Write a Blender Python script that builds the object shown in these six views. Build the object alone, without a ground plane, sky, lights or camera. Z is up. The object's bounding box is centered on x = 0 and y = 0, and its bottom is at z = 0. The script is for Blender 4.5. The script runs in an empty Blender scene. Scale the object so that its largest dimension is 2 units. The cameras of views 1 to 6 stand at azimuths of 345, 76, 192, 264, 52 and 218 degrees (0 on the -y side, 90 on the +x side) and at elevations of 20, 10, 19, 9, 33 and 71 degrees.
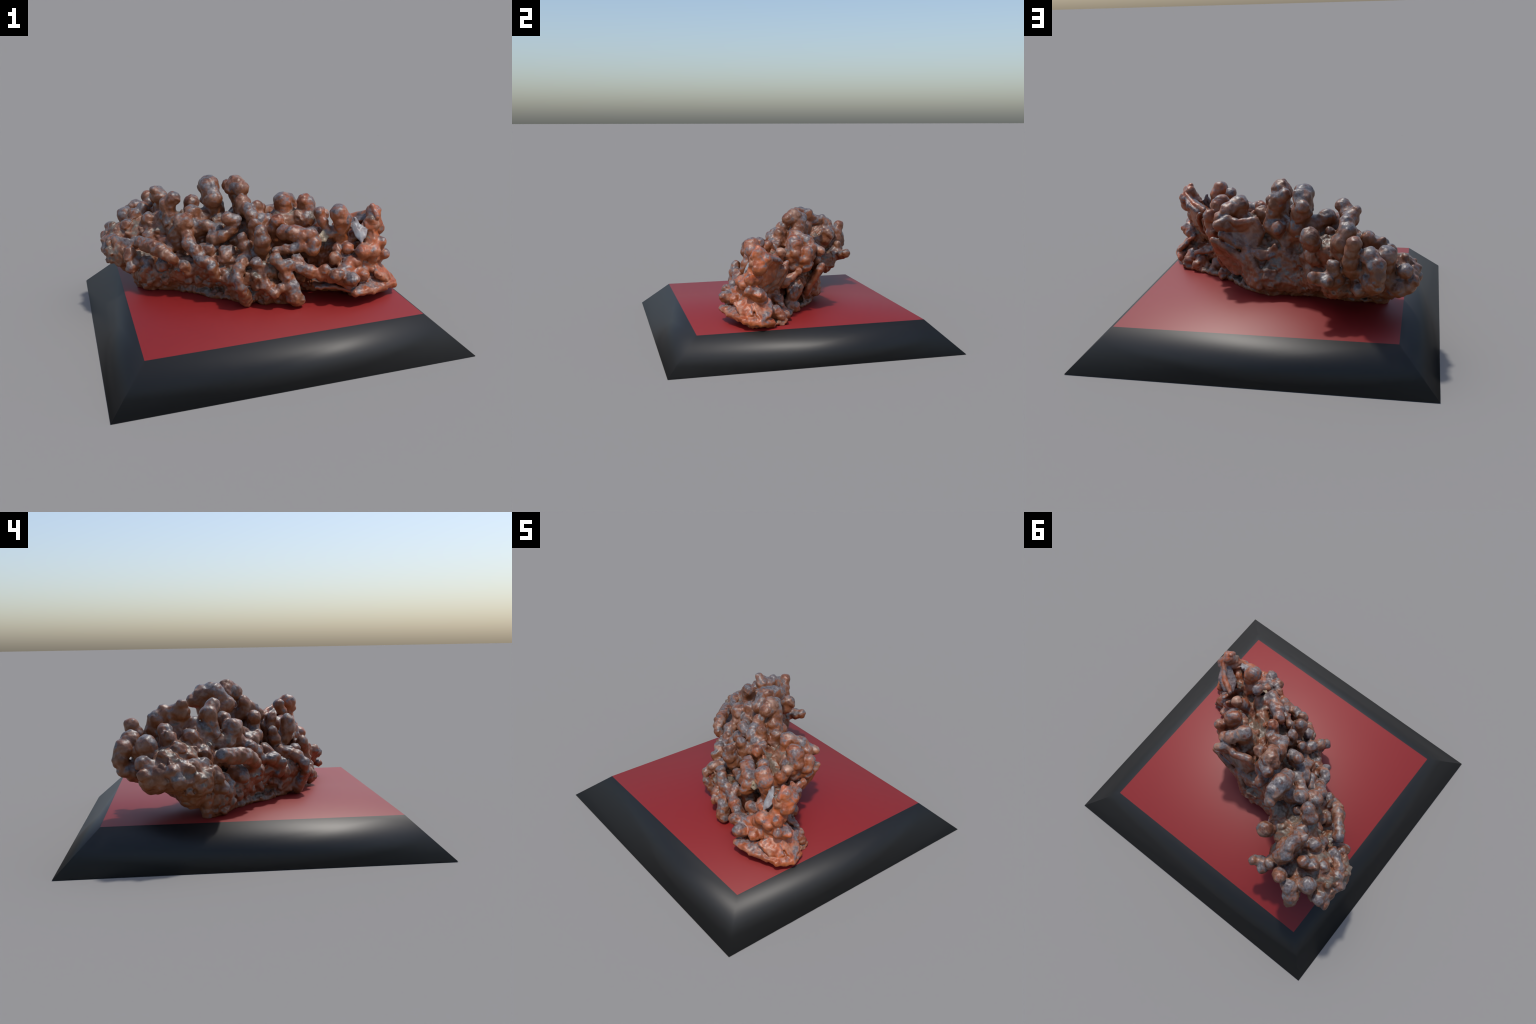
"""A branching lump of native copper lying on a bevelled display base with a red panel.

The lump is one implicit surface: a slab-like core, chains of rounded nodules
standing on it, thin broken sheets, a few hollows, and fine bumps.  It is meshed
once with surface nets and then split into named parts that share borders.
"""
import bpy
import numpy as np

# --------------------------------------------------------------------------
# 1. What the lump is made of (metres; every point is x, y, z, radius)
# --------------------------------------------------------------------------
CORE = {                                   # thick body, as chains of overlapping lumps
    "foot": [(-.61, .21, .31, .095), (-.45, .15, .31, .12), (-.27, .04, .31, .12), (-.10, -.06, .31, .13),
             (.03, -.16, .31, .13), (.12, -.14, .32, .11), (.30, -.20, .29, .08), (.48, -.27, .28, .08), (.66, -.35, .27, .07)],
    "front_foot": [(-.10, -.18, .29, .11), (.02, -.27, .28, .09), (.10, -.31, .27, .075)],
    "waist": [(-.75, .44, .49, .085), (-.64, .39, .49, .115), (-.50, .32, .51, .12), (-.60, .52, .50, .07), (-.34, .20, .47, .115), (-.16, .09, .46, .11),
              (.02, .0, .50, .11), (.18, -.04, .48, .10), (.32, -.17, .44, .07), (.46, -.25, .43, .075), (.57, -.36, .42, .06)],
    "back": [(-.30, .20, .42, .11), (-.10, .13, .42, .11), (.08, .09, .44, .11), (.20, .06, .44, .09)],
    "overhang": [(-.45, .42, .41, .085), (-.60, .46, .44, .09), (-.75, .42, .43, .085), (-.80, .34, .43, .07)],
    "front_wall": [(-.42, .05, .36, .08), (-.25, -.05, .38, .085), (-.10, -.13, .38, .09), (.0, -.17, .42, .085), (.02, -.20, .36, .09), (.10, -.23, .36, .08)],
    "front_fill": [(.02, -.36, .32, .05), (-.04, -.31, .37, .055), (.03, -.33, .40, .05), (-.14, -.28, .36, .05)],
    "head_rest": [(.20, .03, .58, .07), (.31, -.02, .60, .055), (.37, -.06, .60, .045)],
    "back_foot": [(-.60, .18, .29, .075), (-.35, .18, .30, .10), (-.15, .17, .30, .10), (.0, .18, .31, .10), (.11, .11, .31, .10)],
    "hull": [(-.42, .46, .395, .08), (-.40, .36, .345, .08), (-.55, .38, .36, .075), (-.70, .32, .345, .08), (-.76, .28, .41, .07), (-.28, .26, .36, .09)],
    "ridge": [(-.47, .46, .58, .06), (-.48, .41, .66, .05), (-.47, .36, .61, .06), (-.46, .25, .60, .06), (-.42, .14, .56, .06), (-.33, .14, .56, .06), (-.2, .13, .58, .055), (-.05, .1, .6, .055)],
    "right_post": [(.655, -.36, .61, .045), (.64, -.39, .51, .05), (.62, -.39, .38, .06)],
    "infill": [(.29, .02, .40, .065), (.35, -.01, .37, .055), (.36, -.19, .50, .045), (.42, -.17, .34, .06), (.32, -.25, .56, .05), (-.37, .37, .55, .07), (.23, -.27, .35, .05)],
    "right_gap": [(.58, -.32, .56, .04), (.53, -.29, .54, .045), (.47, -.31, .56, .045)],
}

SOLE = [                                   # low foot that spreads onto the panel, as flat pieces (x, y)
    [(-.67, .20), (-.61, .165), (-.465, .06), (-.30, .18), (-.53, .23), (-.68, .23)],
    [(-.465, .06), (-.25, -.16), (-.02, -.34), (.02, .20), (-.13, .17), (-.30, .18)],
    [(-.02, -.34), (.13, -.37), (.20, -.20), (.17, .12), (.02, .20)],
    [(.20, -.20), (.44, -.31), (.46, -.10), (.32, -.02), (.17, .12)],
    [(.44, -.31), (.52, -.43), (.72, -.43), (.74, -.33), (.68, -.20), (.46, -.10)],
]

NODULES = {
    # --- right end
    "wing_head": [(.675, -.355, .695, .043), (.69, -.32, .66, .04), (.685, -.36, .61, .045)],
    "block": [(.455, -.36, .72, .050), (.475, -.36, .685, .052), (.48, -.35, .635, .035)],
    "block_mate": [(.365, -.285, .715, .032), (.375, -.31, .665, .028), (.40, -.32, .60, .025)],
    "ridge_finger": [(.435, -.15, .655, .036), (.41, -.18, .60, .034)],
    "round_head": [(.37, -.03, .70, .054), (.345, -.04, .735, .034), (.38, -.03, .64, .05)],
    "round_head_b": [(.23, .02, .72, .055), (.24, .02, .66, .05)],
    "round_head_c": [(.265, .06, .715, .04), (.29, .09, .70, .046), (.33, .10, .66, .04), (.33, .08, .60, .04)],
    "round_head_d": [(.42, .05, .65, .037), (.42, .03, .60, .036), (.40, .04, .55, .036)],
    "back_pillar": [(.45, -.02, .525, .022), (.44, -.07, .48, .024), (.44, -.13, .45, .03)],
    "back_pillar_b": [(.39, .085, .555, .018), (.39, .03, .53, .026), (.37, -.04, .54, .03)],
    "back_pebble": [(.46, -.12, .235, .03), (.44, -.16, .26, .035)],
    "back_pebble_b": [(.37, -.02, .245, .03), (.34, -.06, .25, .035)],
    "back_pebble_c": [(.58, -.16, .25, .034), (.56, -.20, .27, .035)],
    "back_pebble_d": [(.66, -.20, .265, .03), (.64, -.24, .29, .035)],
    "post_bump": [(.64, -.45, .49, .036), (.62, -.42, .47, .03)],
    "post_bump_b": [(.57, -.45, .50, .036)],
    "post_bump_c": [(.69, -.43, .53, .030), (.66, -.38, .53, .035)],
    "post_bump_d": [(.71, -.44, .46, .028), (.69, -.40, .44, .035)],
    "post_bump_e": [(.72, -.37, .43, .030), (.68, -.36, .42, .04)],
    "ledge_bump": [(.55, -.50, .37, .036), (.53, -.46, .36, .035)],
    "ledge_bump_b": [(.53, -.455, .44, .027), (.51, -.42, .43, .03)],
    "inner_bump": [(.40, -.42, .47, .027)],
    "inner_bump_b": [(.44, -.36, .50, .027), (.47, -.32, .50, .03)],
    "inner_bump_c": [(.50, -.39, .51, .03), (.53, -.35, .50, .035)],
    # --- row of beads along the lower front, right half
    "bead_row": [(.13, -.41, .465, .034), (.19, -.41, .445, .036), (.255, -.43, .41, .037), (.31, -.445, .385, .033),
                 (.325, -.465, .425, .026), (.36, -.46, .37, .03)],
    "bead_cluster": [(.38, -.52, .405, .036), (.40, -.49, .375, .032)],
    "bead_cluster_b": [(.46, -.55, .375, .038), (.45, -.51, .35, .035)],
    "bead_cluster_c": [(.47, -.465, .415, .027), (.43, -.48, .40, .026)],
    # --- barrel and rods behind the bead row
    "barrel": [(.15, -.25, .61, .042), (.205, -.29, .61, .047), (.245, -.315, .60, .044), (.285, -.34, .605, .039), (.30, -.36, .56, .032)],
    "bead_rod": [(.09, -.29, .515, .029), (.14, -.31, .525, .028), (.18, -.33, .53, .027), (.225, -.34, .54, .031), (.29, -.37, .52, .03)],
    "bead_single": [(.185, -.375, .475, .027)],
    "amber_knob": [(.0, -.29, .645, .040), (.005, -.295, .60, .046), (.01, -.27, .545, .04)],
    "amber_mate": [(-.01, -.19, .66, .034), (-.01, -.17, .60, .034)],
    "saddle_knob": [(.14, -.17, .66, .036), (.12, -.14, .60, .038)],
    "saddle_lump": [(.10, -.09, .65, .034), (.05, -.10, .66, .036), (.02, -.13, .62, .034)],
    # --- lower front, middle
    "front_head": [(.05, -.39, .505, .034), (.09, -.40, .46, .035), (.11, -.41, .40, .04), (.13, -.435, .33, .042), (.14, -.45, .27, .035)],
    "front_stub": [(.15, -.46, .30, .026), (.17, -.46, .25, .024)],
    "front_ball": [(-.05, -.33, .475, .033), (-.03, -.33, .42, .028), (-.01, -.37, .38, .024), (-.01, -.41, .345, .022), (.03, -.44, .31, .022), (.06, -.43, .335, .02)],
    "rod": [(-.175, -.37, .40, .032), (-.155, -.325, .445, .034), (-.12, -.27, .465, .034), (-.10, -.23, .46, .034)],
    "rod_root": [(-.165, -.38, .35, .028), (-.13, -.35, .29, .035), (-.12, -.33, .25, .03)],
    "front_peg": [(-.15, -.14, .44, .030), (-.14, -.12, .42, .03)],
    "upright": [(-.09, -.19, .59, .030), (-.08, -.20, .545, .036), (-.065, -.22, .48, .025)],
    "lying_lump": [(-.16, -.13, .49, .036), (-.19, -.12, .50, .028), (-.19, -.15, .465, .032)],
    "front_toe": [(-.285, -.215, .43, .027), (-.27, -.20, .38, .03)],
    "front_toe_b": [(-.33, -.15, .46, .032), (-.305, -.17, .465, .028), (-.28, -.17, .44, .026)],
    "front_toe_c": [(-.22, -.20, .40, .026), (-.20, -.23, .36, .03)],
    # --- middle crest
    "head_top": [(-.04, -.02, .775, .034), (-.03, -.03, .72, .034)],
    "head_mid": [(-.02, -.07, .735, .036), (.0, -.10, .69, .036)],
    "head_mid_b": [(.02, -.05, .70, .029)],
    "head_right": [(.04, -.06, .735, .036), (.05, -.05, .68, .03)],
    "back_ball": [(.08, .04, .68, .040), (.08, .02, .63, .036)],
    "twin_left_arm": [(-.145, -.075, .685, .038), (-.10, -.075, .665, .037), (-.12, -.07, .61, .036), (-.19, -.08, .58, .034), (-.225, -.06, .565, .028)],
    "twin_right": [(-.025, .03, .835, .043), (-.045, .085, .85, .055), (-.075, .09, .83, .04), (-.03, .13, .81, .042), (-.08, .17, .83, .033), (-.03, .11, .77, .054), (-.01, .09, .71, .056), (.0, .09, .63, .06)],
    "twin_left": [(-.185, .09, .775, .049), (-.195, .175, .845, .058), (-.195, .24, .835, .052), (-.205, .30, .80, .036), (-.19, .15, .76, .055), (-.185, .22, .75, .055), (-.175, .17, .70, .06), (-.165, .20, .64, .055), (-.16, .15, .60, .055)],
    "between_twins": [(-.04, .19, .63, .042), (-.04, .13, .60, .05)],
    "back_mound": [(-.25, .15, .645, .054), (-.325, .13, .69, .046), (-.28, .10, .59, .05)],
    "big_ball": [(-.39, .075, .645, .058), (-.375, .05, .58, .04), (-.38, -.02, .535, .042), (-.355, -.06, .505, .036), (-.33, -.08, .46, .032)],
    "cross_bar": [(-.31, .08, .63, .03), (-.25, .03, .62, .032), (-.20, .0, .60, .034), (-.24, -.02, .55, .03)],
    "tall_left": [(-.425, .19, .785, .042), (-.46, .215, .74, .048), (-.455, .21, .68, .045), (-.45, .20, .61, .045)],
    "behind_ball": [(-.35, .20, .62, .030), (-.36, .17, .57, .035)],
    "shelf_pebbles": [(-.27, -.08, .50, .03), (-.30, -.02, .50, .03), (-.22, -.04, .49, .03)],
    # --- back and left
    "stout_back": [(-.27, .44, .665, .050), (-.28, .42, .62, .046), (-.30, .37, .60, .036), (-.29, .33, .52, .06)],
    "stout_mate": [(-.27, .31, .50, .04), (-.24, .25, .48, .045)],
    "spine_knob": [(-.49, .365, .76, .050), (-.515, .36, .80, .030), (-.475, .41, .755, .044), (-.48, .455, .765, .036), (-.485, .495, .72, .045),
                   (-.46, .51, .66, .05), (-.45, .44, .62, .06)],
    "saddle_ball": [(-.465, .30, .690, .036), (-.465, .29, .64, .05)],
    "left_head": [(-.535, .625, .695, .037), (-.525, .61, .65, .042), (-.51, .595, .585, .042), (-.52, .54, .53, .05)],
    "shelf_finger": [(-.315, .612, .49, .030), (-.345, .59, .475, .030), (-.40, .58, .47, .030), (-.43, .53, .46, .04)],
    "shelf_bump": [(-.42, .575, .55, .030), (-.42, .56, .50, .034)],
    "shelf_bump_b": [(-.39, .62, .465, .026)],
    "corner_lobe": [(-.62, .63, .63, .048), (-.655, .66, .585, .048), (-.665, .68, .535, .042), (-.655, .66, .475, .038), (-.63, .61, .47, .05)],
    "corner_lobe_b": [(-.63, .58, .57, .05), (-.61, .55, .49, .05)],
    "low_drop": [(-.56, .60, .42, .03), (-.55, .55, .42, .035)],
    "big_left": [(-.70, .545, .605, .053), (-.69, .53, .55, .05), (-.69, .50, .47, .06)],
    "mid_left": [(-.70, .385, .575, .042), (-.68, .39, .53, .04)],
    "mid_left_b": [(-.73, .41, .50, .034)],
    "inner_left": [(-.59, .45, .665, .037), (-.595, .44, .60, .036), (-.60, .42, .55, .04)],
    "inner_left_b": [(-.65, .425, .635, .038), (-.64, .42, .58, .036)],
    "inner_left_c": [(-.58, .315, .625, .044), (-.58, .30, .57, .036), (-.57, .27, .53, .045)],
    "inner_left_d": [(-.60, .245, .54, .03), (-.59, .25, .50, .035)],
    "end_edge": [(-.68, .25, .50, .032), (-.73, .27, .495, .034), (-.78, .31, .50, .040), (-.81, .36, .50, .034), (-.845, .41, .49, .034), (-.84, .38, .44, .04)],
    "end_corner": [(-.80, .56, .53, .038), (-.81, .52, .50, .036), (-.83, .49, .48, .035), (-.80, .48, .44, .05)],
    "end_corner_b": [(-.845, .555, .475, .032), (-.82, .54, .44, .035), (-.76, .52, .42, .05)],
    "roll": [(-.655, .155, .535, .034), (-.635, .12, .53, .038), (-.61, .085, .525, .040), (-.58, .045, .525, .042), (-.555, .01, .515, .040), (-.53, -.02, .495, .034), (-.49, -.05, .465, .025)],
    "under_roll": [(-.74, .18, .43, .031), (-.72, .20, .46, .03)],
    "under_roll_b": [(-.73, .16, .375, .031), (-.70, .19, .39, .035)],
    "under_roll_c": [(-.635, .12, .37, .030), (-.62, .15, .39, .035)],
    "under_roll_d": [(-.55, .03, .40, .034), (-.52, .06, .42, .04)],
    "under_roll_e": [(-.43, -.06, .42, .032), (-.40, -.05, .38, .035)],
    "pocket_ball": [(-.49, .10, .47, .026)],
    "pocket_mound": [(-.50, .20, .49, .05), (-.42, .13, .50, .05)],
}

# thin broken sheets: outline corners (fanned from the first) and half thickness
SHEETS = {
    "wing": (.015, [(.67, -.33, .58), (.675, -.40, .67), (.665, -.355, .73), (.69, -.30, .69), (.60, -.21, .64), (.53, -.175, .61), (.58, -.23, .50), (.64, -.33, .46)]),
    "wing_shelf": (.012, [(.62, -.30, .635), (.695, -.315, .68), (.64, -.205, .635), (.57, -.165, .60), (.53, -.20, .595), (.56, -.27, .61)]),
    "wing_wall": (.016, [(.66, -.35, .52), (.63, -.27, .60), (.575, -.20, .60), (.56, -.26, .53), (.60, -.32, .42)]),
    "back_fin": (.013, [(.535, -.25, .54), (.54, -.12, .60), (.56, -.14, .555), (.55, -.20, .46), (.54, -.26, .42)]),
    "back_fin_b": (.013, [(.48, -.22, .52), (.515, -.115, .565), (.51, -.12, .52), (.50, -.18, .41), (.48, -.22, .40)]),
    "back_ledge": (.014, [(.50, -.23, .36), (.60, -.17, .315), (.53, -.17, .325), (.42, -.15, .35), (.40, -.22, .37)]),
    "white_shard": (.006, [(.562, -.40, .60), (.548, -.355, .645), (.53, -.35, .63), (.54, -.40, .575), (.565, -.425, .54), (.585, -.41, .57), (.575, -.385, .615)]),
    "white_shard_b": (.006, [(.575, -.385, .60), (.555, -.35, .668), (.575, -.36, .635), (.61, -.40, .598), (.59, -.415, .565)]),
    "honey_crystal": (.006, [(.335, -.335, .585), (.365, -.325, .605), (.385, -.335, .575), (.37, -.35, .55), (.345, -.355, .555), (.355, -.35, .58)]),
    "leaf": (.014, [(.645, -.30, .395), (.70, -.40, .365), (.79, -.365, .262), (.745, -.29, .30), (.70, -.275, .345)]),
    "foot_plate": (.022, [(.67, -.40, .32), (.47, -.56, .288), (.53, -.555, .285), (.60, -.535, .275), (.76, -.46, .262), (.79, -.37, .25), (.74, -.28, .24)]),
    "foot_plate_step": (.016, [(.66, -.41, .385), (.63, -.50, .35), (.70, -.48, .30), (.75, -.42, .30)]),
    "front_ledge": (.014, [(.30, -.30, .30), (.28, -.42, .30), (.40, -.46, .295), (.50, -.50, .27), (.52, -.38, .25)]),
    "upper_plate": (.026, [(.20, .12, .57), (.335, .19, .625), (.28, .15, .66), (.21, .165, .635), (.11, .13, .645), (.08, .13, .57), (.11, .16, .48), (.22, .17, .50), (.31, .17, .56)]),
    "lower_plate": (.022, [(.26, .14, .42), (.36, .19, .53), (.29, .195, .49), (.22, .20, .45), (.16, .21, .40), (.19, .15, .32), (.265, .10, .305), (.32, .10, .36), (.35, .14, .44), (.36, .19, .53)]),
    "split_slab": (.026, [(.16, .19, .48), (.17, .20, .40), (.14, .20, .27), (.07, .25, .265), (.08, .24, .36)]),
    "split_slab_b": (.016, [(.15, .19, .48), (.06, .22, .43), (-.02, .20, .46), (.0, .18, .38), (.08, .22, .36)]),
    "back_thorn": (.014, [(-.02, .20, .51), (-.05, .19, .45), (.04, .19, .43)]),
    "left_skirt": (.020, [(-.44, .42, .42), (-.38, .53, .44), (-.37, .52, .37), (-.44, .42, .33), (-.54, .34, .29)]),
    "heel_facet": (.03, [(-.64, .15, .40), (-.70, .24, .30), (-.67, .24, .215), (-.60, .16, .22), (-.56, .11, .30)]),
}

HOLLOWS = [                                # hollows pressed into the body: centre, radii
    ((.33, -.34, .47), (.07, .075, .045)), 
    ((.34, -.40, .25), (.10, .09, .055)), ((-.10, .05, .66), (.035, .07, .07)), ((.42, -.06, .42), (.10, .09, .12)), ((.60, -.17, .45), (.09, .09, .11)),
    ((.03, .18, .545), (.065, .085, .06)), ((-.15, .24, .52), (.05, .06, .05)), ((-.27, -.12, .56), (.06, .05, .03)),
]

STEP = .0053
LOW, HIGH = np.array([-.99, -.68, .165]), np.array([.86, .80, .95])
rng = np.random.default_rng(11)

# --------------------------------------------------------------------------
# 2. The implicit surface
# --------------------------------------------------------------------------
AXES = [np.arange(LOW[i], HIGH[i], STEP).astype(np.float32) for i in range(3)]
SHAPE = tuple(len(a) for a in AXES)
field = np.full(SHAPE, .12, np.float32)
owner = np.zeros(SHAPE, np.int16)


def window(points, reach):
    p = np.asarray(points, float)
    lo = np.clip(((p.min(0) - reach - LOW) / STEP).astype(int), 0, np.array(SHAPE) - 1)
    hi = np.clip(((p.max(0) + reach - LOW) / STEP).astype(int) + 2, 1, SHAPE)
    sl = tuple(slice(a, b) for a, b in zip(lo, hi))
    grid = np.stack(np.meshgrid(*(AXES[i][sl[i]] for i in range(3)), indexing="ij"), -1)
    return sl, grid


def blend(target, index, sl, d, k, part):
    a = target[sl]
    closer = d < a
    h = np.maximum(k - np.abs(a - d), 0) / k
    target[sl] = np.minimum(a, d) - h * h * k * .25
    if index is not None:
        o = index[sl]
        o[closer] = part
        index[sl] = o


def cone(grid, a, b, ra, rb, pinch=0.0):
    a, b = np.asarray(a, np.float32), np.asarray(b, np.float32)
    ab = b - a
    t = np.clip(((grid - a) @ ab) / max(float(ab @ ab), 1e-9), 0, 1)
    r = ra + (rb - ra) * t - pinch * np.sin(np.pi * t)
    return np.linalg.norm(grid - a - t[..., None] * ab, axis=-1) - r


def triangle(grid, a, b, c):
    a, b, c = (np.asarray(v, np.float32) for v in (a, b, c))
    n = np.cross(b - a, c - a)
    n = n / (np.linalg.norm(n) + 1e-12)
    inside = np.ones(grid.shape[:3], bool)
    edge = np.full(grid.shape[:3], 9, np.float32)
    for p, q in ((a, b), (b, c), (c, a)):
        inside &= (grid - p) @ np.cross(n, q - p) >= 0
        edge = np.minimum(edge, cone(grid, p, q, 0, 0))
    return np.where(inside, np.abs((grid - a) @ n), edge)


def chain(target, index, pts, part, k, pinch):
    pts = np.asarray(pts, float)
    sl, grid = window(pts[:, :3], pts[:, 3].max() + .05)
    d = np.full(grid.shape[:3], .2, np.float32)
    full = (slice(None),) * 3
    for p in pts:
        blend(d, None, full, np.linalg.norm(grid - p[:3].astype(np.float32), axis=-1) - p[3], .008, 0)
    for p, q in zip(pts[:-1], pts[1:]):
        blend(d, None, full, cone(grid, p[:3], q[:3], p[3] * .91, q[3] * .91, pinch), .014, 0)
    blend(target, index, sl, d, k, part)


PARTS = ["matrix"]
core_axis = []
for pts in CORE.values():
    chain(field, owner, pts, 0, .05, 0)
    core_axis += [np.linspace(p, q, 8) for p, q in zip(np.array(pts)[:-1], np.array(pts)[1:])]
core_axis = np.concatenate(core_axis)

sole = np.full(SHAPE, .12, np.float32)
for pts in SOLE:
    pts = [(x, y + .02, .215) for x, y in pts]
    sl, grid = window(pts, .05)
    for b, c in zip(pts[1:-1], pts[2:]):
        sole[sl] = np.minimum(sole[sl], triangle(grid, pts[0], b, c) - .016)
blend(field, owner, (slice(None),) * 3, sole, .03, 0)

for centre, radii in HOLLOWS:
    c, r = np.array(centre), np.array(radii)
    sl, grid = window([c - r, c + r], .03)
    q = (grid - c) / r
    d = (np.linalg.norm(q, axis=-1) - 1) * r.min()
    a, d = field[sl], -d
    h = np.maximum(.03 - np.abs(a - d), 0) / .03
    field[sl] = np.maximum(a, d) + h * h * .03 * .25

# pebbly skin of small nodules over the front and the sides of the body
gx, gy, gz = np.gradient(field, STEP)
skin = np.argwhere(np.abs(field) < STEP * .6)
rng.shuffle(skin)
placed = []
for i, j, k in skin:
    p = LOW + STEP * np.array([i, j, k])
    n = np.array([gx[i, j, k], gy[i, j, k], gz[i, j, k]])
    n /= np.linalg.norm(n) + 1e-9
    front = n @ np.array([-.35, -.85, .1])
    keep = .55 + .75 * front
    if p[2] < .22 or n[2] < -.8 or rng.random() > keep * .5:
        continue
    r = rng.uniform(.013, .024)
    if any((p - q) @ (p - q) < (1.15 * (r + s)) ** 2 for q, s in placed):
        continue
    placed.append((p, r))
    if len(placed) >= 220:
        break
for p, r in placed:
    sl, grid = window([p], r + .03)
    blend(field, owner, sl, np.linalg.norm(grid - p.astype(np.float32), axis=-1) - r, .014, 0)

for name, pts in NODULES.items():
    part = len(PARTS)
    PARTS.append("nodule")
    pts = [(p[0], p[1] + .010 * (p[1] < .12), p[2] - .010 - .007 * (p[2] > .72), p[3] * 1.02) for p in pts]
    end = np.array(pts[-1])
    gap = np.linalg.norm(core_axis[:, :3] - end[:3], axis=1) - .5 * core_axis[:, 3]
    root = core_axis[gap.argmin()]
    chain(field, owner, pts, part, .016, 0)
    for p in pts:                          # smaller lobes budding from the big ones
        for _ in range(0 if p[3] < .026 else 5):
            way = rng.normal(size=3)
            way = way / np.linalg.norm(way)
            bud = np.array(p[:3]) + way * p[3] * rng.uniform(.6, .75)
            sl, grid = window([bud], p[3] + .02)
            blend(field, owner, sl, np.linalg.norm(grid - bud.astype(np.float32), axis=-1) - p[3] * rng.uniform(.28, .56), .007, part)
    sl, grid = window([end[:3], root[:3]], end[3] + .03)
    blend(field, owner, sl, cone(grid, end[:3], root[:3], end[3], end[3] * 1.1), .03, part)

for name, (half, pts) in SHEETS.items():
    part = len(PARTS)
    PARTS.append({"white_shard": "shard", "white_shard_b": "shard", "honey_crystal": "honey", "wing_shelf": "grey_flake"}.get(name, "flake"))
    sl, grid = window(pts, half + .03)
    d = np.full(grid.shape[:3], .2, np.float32)
    for b, c in zip(pts[1:-1], pts[2:]):
        d = np.minimum(d, triangle(grid, pts[0], b, c))
    blend(field, owner, sl, d - half, .006, part)


def lattice_noise(p, size, seed):
    g = np.random.default_rng(seed).uniform(-1, 1, (48, 48, 48)).astype(np.float32)
    q = p / size + 7.3
    i = np.floor(q).astype(int)
    f = (q - i).astype(np.float32)
    f = f * f * (3 - 2 * f)
    out = 0
    for dx in (0, 1):
        for dy in (0, 1):
            for dz in (0, 1):
                w = (f[:, 0] if dx else 1 - f[:, 0]) * (f[:, 1] if dy else 1 - f[:, 1]) * (f[:, 2] if dz else 1 - f[:, 2])
                out = out + w * g[(i[:, 0] + dx) % 48, (i[:, 1] + dy) % 48, (i[:, 2] + dz) % 48]
    return out


def lobes(p, size, seed):
    """Rounded swellings with creases between them: one minus the distance to the nearest scattered seed."""
    g = np.random.default_rng(seed).uniform(.1, .9, (32, 32, 32, 3)).astype(np.float32)
    q = (p / size + 40).astype(np.float32)
    i = np.floor(q).astype(int)
    f = q - i
    best = np.full(len(p), 9, np.float32)
    for dx in (-1, 0, 1):
        for dy in (-1, 0, 1):
            for dz in (-1, 0, 1):
                v = g[(i[:, 0] + dx) % 32, (i[:, 1] + dy) % 32, (i[:, 2] + dz) % 32] + np.float32([dx, dy, dz]) - f
                best = np.minimum(best, np.einsum("ij,ij->i", v, v))
    return .55 - np.sqrt(best)


flakes = [i for i, kind in enumerate(PARTS) if kind in ("flake", "grey_flake", "shard", "honey")]
near = np.argwhere(np.abs(field) < .024)
pos = LOW + near * STEP
own = owner[tuple(near.T)]
low_part = np.clip((.52 - pos[:, 2]) / .15, 0, 1)
rough = np.where(own == 0, 1.2, .5) + .7 * low_part
wobble = pos + .017 * np.stack([lattice_noise(pos, .04, 20 + i) for i in range(3)], 1)
field[tuple(near.T)] += (-.011 * np.where(own == 0, .55, np.where(np.isin(own, flakes), .2, 1)) * lobes(wobble, .046, 8) + np.where(own == 0, .014, 0) * (np.abs(lattice_noise(wobble, .09, 14)) - .25) + .004 * lattice_noise(pos, .06, 3) + .0065 * np.where(own == 0, 1., np.where(np.isin(own, flakes), .8, .35)) * (np.abs(lattice_noise(wobble, .045, 12)) - .2)
                         + rough * (.0042 * lattice_noise(pos, .024, 4)
                         + .0024 * lattice_noise(pos, .013, 5))).astype(np.float32)

# the underside rests on the panel
field = np.maximum(field, (.199 - AXES[2])[None, None, :])


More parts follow.
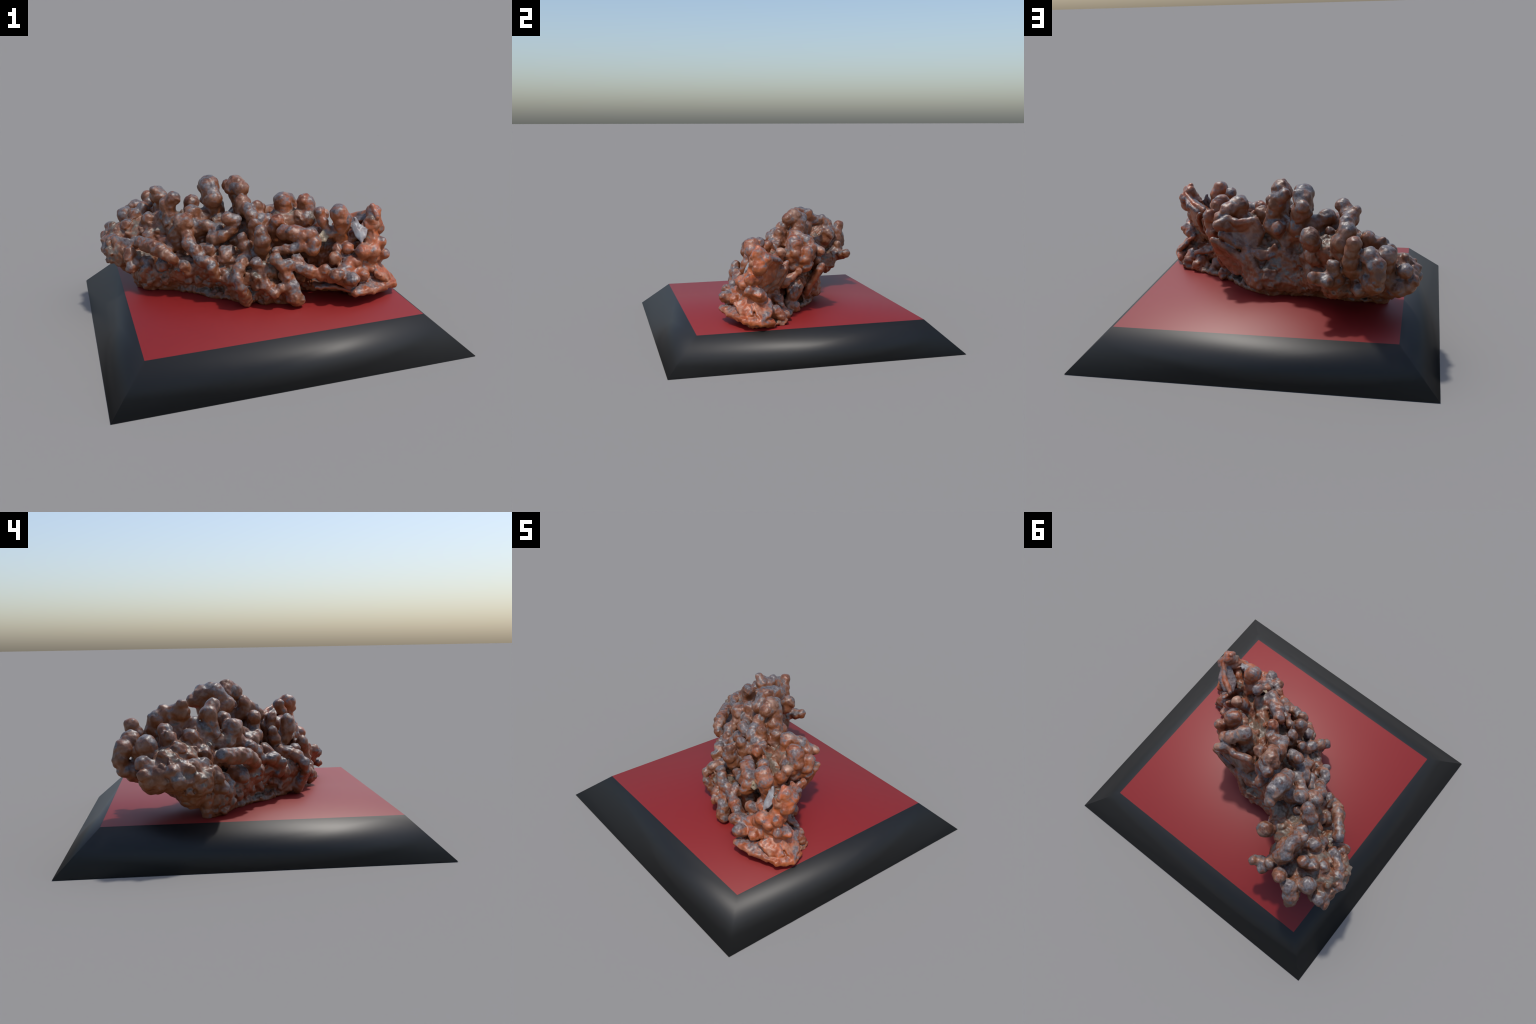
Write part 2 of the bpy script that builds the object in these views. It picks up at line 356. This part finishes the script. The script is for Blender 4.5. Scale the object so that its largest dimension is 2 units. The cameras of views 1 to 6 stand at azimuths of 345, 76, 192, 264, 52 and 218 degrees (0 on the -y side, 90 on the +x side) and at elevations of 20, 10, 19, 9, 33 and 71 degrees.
def surface_nets(f):
    """Vertices in the cells that the surface crosses, quads across the crossed grid edges."""
    s = f < 0
    n = np.array(f.shape) - 1
    corner = [(a, b, c) for a in (0, 1) for b in (0, 1) for c in (0, 1)]
    cut = lambda arr, o: arr[o[0]:o[0] + n[0], o[1]:o[1] + n[1], o[2]:o[2] + n[2]]
    count = sum(cut(s, o).astype(np.int8) for o in corner)
    cells = np.argwhere((count > 0) & (count < 8))
    ids = np.full(tuple(n), -1, np.int64)
    ids[tuple(cells.T)] = np.arange(len(cells))
    acc, num = np.zeros((len(cells), 3)), np.zeros(len(cells))
    for a in corner:
        for ax in range(3):
            if a[ax]:
                continue
            b = list(a)
            b[ax] = 1
            fa, fb = f[tuple((cells + a).T)], f[tuple((cells + b).T)]
            x = (fa < 0) != (fb < 0)
            t = np.where(x, fa / np.where(x, fa - fb, 1), 0)
            p = np.tile(np.array(a, float), (len(cells), 1))
            p[:, ax] += t
            acc += p * x[:, None]
            num += x
    verts = LOW + STEP * (cells + acc / num[:, None])
    quads = []
    for ax in range(3):
        u, v = (ax + 1) % 3, (ax + 2) % 3
        hi = [slice(None)] * 3
        lo = [slice(None)] * 3
        lo[ax], hi[ax] = slice(0, -1), slice(1, None)
        e = np.argwhere(s[tuple(lo)] != s[tuple(hi)])
        e = e[(e[:, u] > 0) & (e[:, v] > 0) & (e[:, u] < n[u]) & (e[:, v] < n[v])]
        du, dv = np.eye(3, dtype=int)[u], np.eye(3, dtype=int)[v]
        q = np.stack([ids[tuple((e - du - dv).T)], ids[tuple((e - dv).T)], ids[tuple(e.T)], ids[tuple((e - du).T)]], 1)
        flip = ~s[tuple(e.T)]
        q[flip] = q[flip][:, ::-1]
        quads.append(q)
    return verts, np.concatenate(quads), cells


verts, quads, cells = surface_nets(field)

# keep the one connected body: drop crumbs cut loose by the noise
root = np.arange(len(verts))
while True:
    before = root.copy()
    m = root[quads].min(1)
    for c in range(4):
        np.minimum.at(root, quads[:, c], m)
    root = root[root]
    if (root == before).all():
        break
names, sizes = np.unique(root[quads[:, 0]], return_counts=True)
quads = quads[root[quads[:, 0]] == names[sizes.argmax()]]

for _ in range(1):                         # one gentle smoothing pass
    acc, num = np.zeros_like(verts), np.zeros(len(verts))
    for c in range(4):
        np.add.at(acc, quads[:, c], verts[quads[:, (c + 1) % 4]])
        np.add.at(num, quads[:, c], 1)
    ok = num > 0
    verts[ok] = .65 * verts[ok] + .35 * acc[ok] / num[ok, None]

fn = np.cross(verts[quads[:, 2]] - verts[quads[:, 0]], verts[quads[:, 3]] - verts[quads[:, 1]])
normals = np.zeros_like(verts)
for c in range(4):
    np.add.at(normals, quads[:, c], fn)
normals /= np.linalg.norm(normals, axis=1, keepdims=True) + 1e-12
face_owner = owner[tuple(cells[quads[:, 0]].T)]

# --------------------------------------------------------------------------
# 3. Materials
# --------------------------------------------------------------------------


def material(name):
    m = bpy.data.materials.new(name)
    m.use_nodes = True
    t = m.node_tree
    return m, t, t.nodes["Principled BSDF"]


def add(t, kind, **values):
    n = t.nodes.new(kind)
    for key, value in values.items():
        if key in n.inputs:
            n.inputs[key].default_value = value
        else:
            setattr(n, key, value)
    return n


def ramp(t, source, stops):
    r = t.nodes.new("ShaderNodeValToRGB")
    el = r.color_ramp.elements
    while len(el) < len(stops):
        el.new(.5)
    for e, (p, c) in zip(el, stops):
        e.position, e.color = p, (*c, 1) if len(c) == 3 else c
    t.links.new(source, r.inputs[0])
    return r.outputs[0]


def mix(t, fac, a, b, blend_type="MIX"):
    n = t.nodes.new("ShaderNodeMix")
    n.data_type, n.blend_type = "RGBA", blend_type
    for socket, value in ((n.inputs[0], fac), (n.inputs[6], a), (n.inputs[7], b)):
        if hasattr(value, "is_output"):
            t.links.new(value, socket)
        else:
            socket.default_value = (*value, 1) if isinstance(value, tuple) else value
    return n.outputs[2]


def math(t, op, a, b=0.0, clamp=False):
    n = t.nodes.new("ShaderNodeMath")
    n.operation, n.use_clamp = op, clamp
    for socket, value in zip(n.inputs, (a, b)):
        if hasattr(value, "is_output"):
            t.links.new(value, socket)
        else:
            socket.default_value = value
    return n.outputs[0]


def noise(t, coord, scale, detail=4.0, rough=.55, distortion=0.0):
    n = add(t, "ShaderNodeTexNoise", Scale=scale, Detail=detail, Roughness=rough, Distortion=distortion)
    t.links.new(coord, n.inputs["Vector"])
    return n.outputs["Fac"]


def copper_material(name, tarnish_shift=0.0, pale=None, grey_stops=((.022, .024, .030), (.17, .168, .18))):
    m, t, bsdf = material(name)
    coord = t.nodes.new("ShaderNodeTexCoord").outputs["Object"]
    sep = t.nodes.new("ShaderNodeSeparateXYZ")
    t.links.new(coord, sep.inputs[0])
    broad, mid, fine = noise(t, coord, 5, 3), noise(t, coord, 14, 4, .55, .6), noise(t, coord, 60, 4, .65)
    # brown copper, redder and brighter toward the broken right end
    brown = ramp(t, mid, [(.3, (.085, .029, .014)), (.5, (.15, .057, .027)), (.7, (.24, .10, .055))])
    fresh = ramp(t, mid, [(.3, (.26, .045, .009)), (.6, (.58, .13, .03))])
    right = math(t, "MULTIPLY_ADD", sep.outputs[0], 1.1)
    right.node.inputs[2].default_value = -.08
    right = math(t, "ADD", right, math(t, "MULTIPLY", math(t, "SUBTRACT", broad, .5), 1.4), True)
    colour = mix(t, math(t, "MULTIPLY", right, .85), brown, fresh)
    shade = ramp(t, noise(t, coord, 8, 4, .6, .4), [(.32, (.52, .50, .50)), (.5, (1, 1, 1)), (.68, (1.3, 1.25, 1.2))])
    colour = mix(t, 1.0, colour, shade, "MULTIPLY")
    # pale tan in patches, stronger on upward faces
    tan_mask = ramp(t, noise(t, coord, 11, 4, .6, .8), [(.50, (0, 0, 0)), (.68, (1, 1, 1))])
    nz = t.nodes.new("ShaderNodeSeparateXYZ")
    t.links.new(t.nodes.new("ShaderNodeNewGeometry").outputs["Normal"], nz.inputs[0])
    tan_mask = math(t, "MULTIPLY", tan_mask, math(t, "MULTIPLY_ADD", nz.outputs[2], .3), True)
    tan_mask.node.inputs[1].links[0].from_node.inputs[2].default_value = .45
    colour = mix(t, tan_mask, colour, (.34, .225, .165))
    # orange-brown tint, stronger on downward-facing sides
    hang = math(t, "MULTIPLY", math(t, "SUBTRACT", broad, nz.outputs[2]), .45, True)
    colour = mix(t, hang, colour, (.30, .085, .018))
    # grey-blue tarnish in patches with thin orange rims
    patch = math(t, "ADD", math(t, "MULTIPLY", mid, .86), math(t, "MULTIPLY", fine, .14))
    patch = math(t, "ADD", patch, tarnish_shift)
    # extra grey painted on up-facing sides for the bluish sky highlights there
    patch = math(t, "ADD", patch, math(t, "MULTIPLY", math(t, "SUBTRACT", nz.outputs[2], .22), .13))
    rim = ramp(t, patch, [(.50, (0, 0, 0)), (.535, (1, 1, 1)), (.57, (0, 0, 0))])
    colour = mix(t, math(t, "MULTIPLY", rim, .25), colour, (.42, .12, .04))
    grey = ramp(t, fine, [(.3, grey_stops[0]), (.7, grey_stops[1])])
    colour = mix(t, math(t, "MULTIPLY", ramp(t, patch, [(.50, (0, 0, 0)), (.64, (1, 1, 1))]), .88), colour, grey)
    if pale:
        colour = mix(t, .8, colour, ramp(t, mid, [(.3, pale[0]), (.7, pale[1])]))
    t.links.new(colour, bsdf.inputs["Base Color"])
    bsdf.inputs["Metallic"].default_value = .0
    bsdf.inputs["Roughness"].default_value = .41
    bsdf.inputs["IOR"].default_value = 1.5
    bump = add(t, "ShaderNodeBump", Strength=.35, Distance=.004)
    t.links.new(noise(t, coord, 110, 5, .6), bump.inputs["Height"])
    t.links.new(bump.outputs[0], bsdf.inputs["Normal"])
    return m


MAT = {"matrix": copper_material("copper_matrix", .0, grey_stops=((.045, .040, .032), (.15, .135, .11))),
       "nodule": copper_material("copper_nodule", .01), "flake": copper_material("copper_flake", -.02), "grey_flake": copper_material("tarnished_flake", .13),
       "shard": copper_material("pale_shard", 0, ((.13, .145, .16), (.34, .36, .38))),
       "honey": copper_material("honey_crystal", -.2, ((.14, .12, .08), (.30, .26, .18)))}

black, tree, bsdf = material("black_lacquer")
bsdf.inputs["Base Color"].default_value = (.006, .006, .006, 1)
bsdf.inputs["Roughness"].default_value = .5
red, tree, bsdf = material("red_panel")
bsdf.inputs["Base Color"].default_value = (.19, .008, .008, 1)
bsdf.inputs["Roughness"].default_value = .5

# --------------------------------------------------------------------------
# 4. Objects
# --------------------------------------------------------------------------


def mesh_object(name, v, f, mat, n=None, parent=None):
    me = bpy.data.meshes.new(name)
    me.from_pydata([tuple(x) for x in v], [], [tuple(x) for x in f])
    me.materials.append(mat)
    me.polygons.foreach_set("use_smooth", [True] * len(me.polygons))
    if n is not None:
        me.normals_split_custom_set_from_vertices([tuple(x) for x in n])
    ob = bpy.data.objects.new(name, me)
    bpy.context.scene.collection.objects.link(ob)
    ob.parent = parent
    return ob


thing = bpy.data.objects.new("copper_specimen", None)
bpy.context.scene.collection.objects.link(thing)
thing["label"] = "knobbly native copper lump on a black base with red top"
thing["category"] = "mineral specimen"

# base: a truncated pyramid whose shading normals run on smoothly round its edges
HALF_FOOT, HALF_TOP, TOP = 1.0, .786, .2
ring = [(-1, -1), (1, -1), (1, 1), (-1, 1)]
foot = [(HALF_FOOT * a, HALF_FOOT * b, 0) for a, b in ring]
top = [(HALF_TOP * a, HALF_TOP * b, TOP) for a, b in ring]
slope = np.array([TOP, HALF_FOOT - HALF_TOP]) / np.hypot(TOP, HALF_FOOT - HALF_TOP)


def unit(v):
    return np.array(v) / np.linalg.norm(v)


# every face counts by the angle it takes up at the corner
wide = np.pi / 2 + np.arctan2((HALF_FOOT - HALF_TOP), np.hypot(TOP, HALF_FOOT - HALF_TOP))
narrow = np.pi - wide
n_top = [unit((slope[0] * wide * a, slope[0] * wide * b, 2 * slope[1] * wide + np.pi / 2)) for a, b in ring]
n_foot = [unit((slope[0] * narrow * a, slope[0] * narrow * b, 2 * slope[1] * narrow - np.pi / 2)) for a, b in ring]
base = mesh_object("display_base", foot + top, [(i, (i + 1) % 4, 4 + (i + 1) % 4, 4 + i) for i in range(4)] + [(3, 2, 1, 0)],
                   black, n_foot + n_top, thing)
mesh_object("top_panel", top, [(0, 1, 2, 3)], red, n_top, base)

lump = None
for part, kind in enumerate(PARTS):
    f = quads[face_owner == part]
    if len(f) < 12:
        continue
    used, local = np.unique(f, return_inverse=True)
    ob = mesh_object({"matrix": "copper_lump", "nodule": "nodule", "flake": "flake", "grey_flake": "flake", "shard": "pale_shard", "honey": "honey_crystal"}[kind],
                     verts[used], local.reshape(-1, 4), MAT[kind], normals[used], lump or thing)
    lump = lump or ob
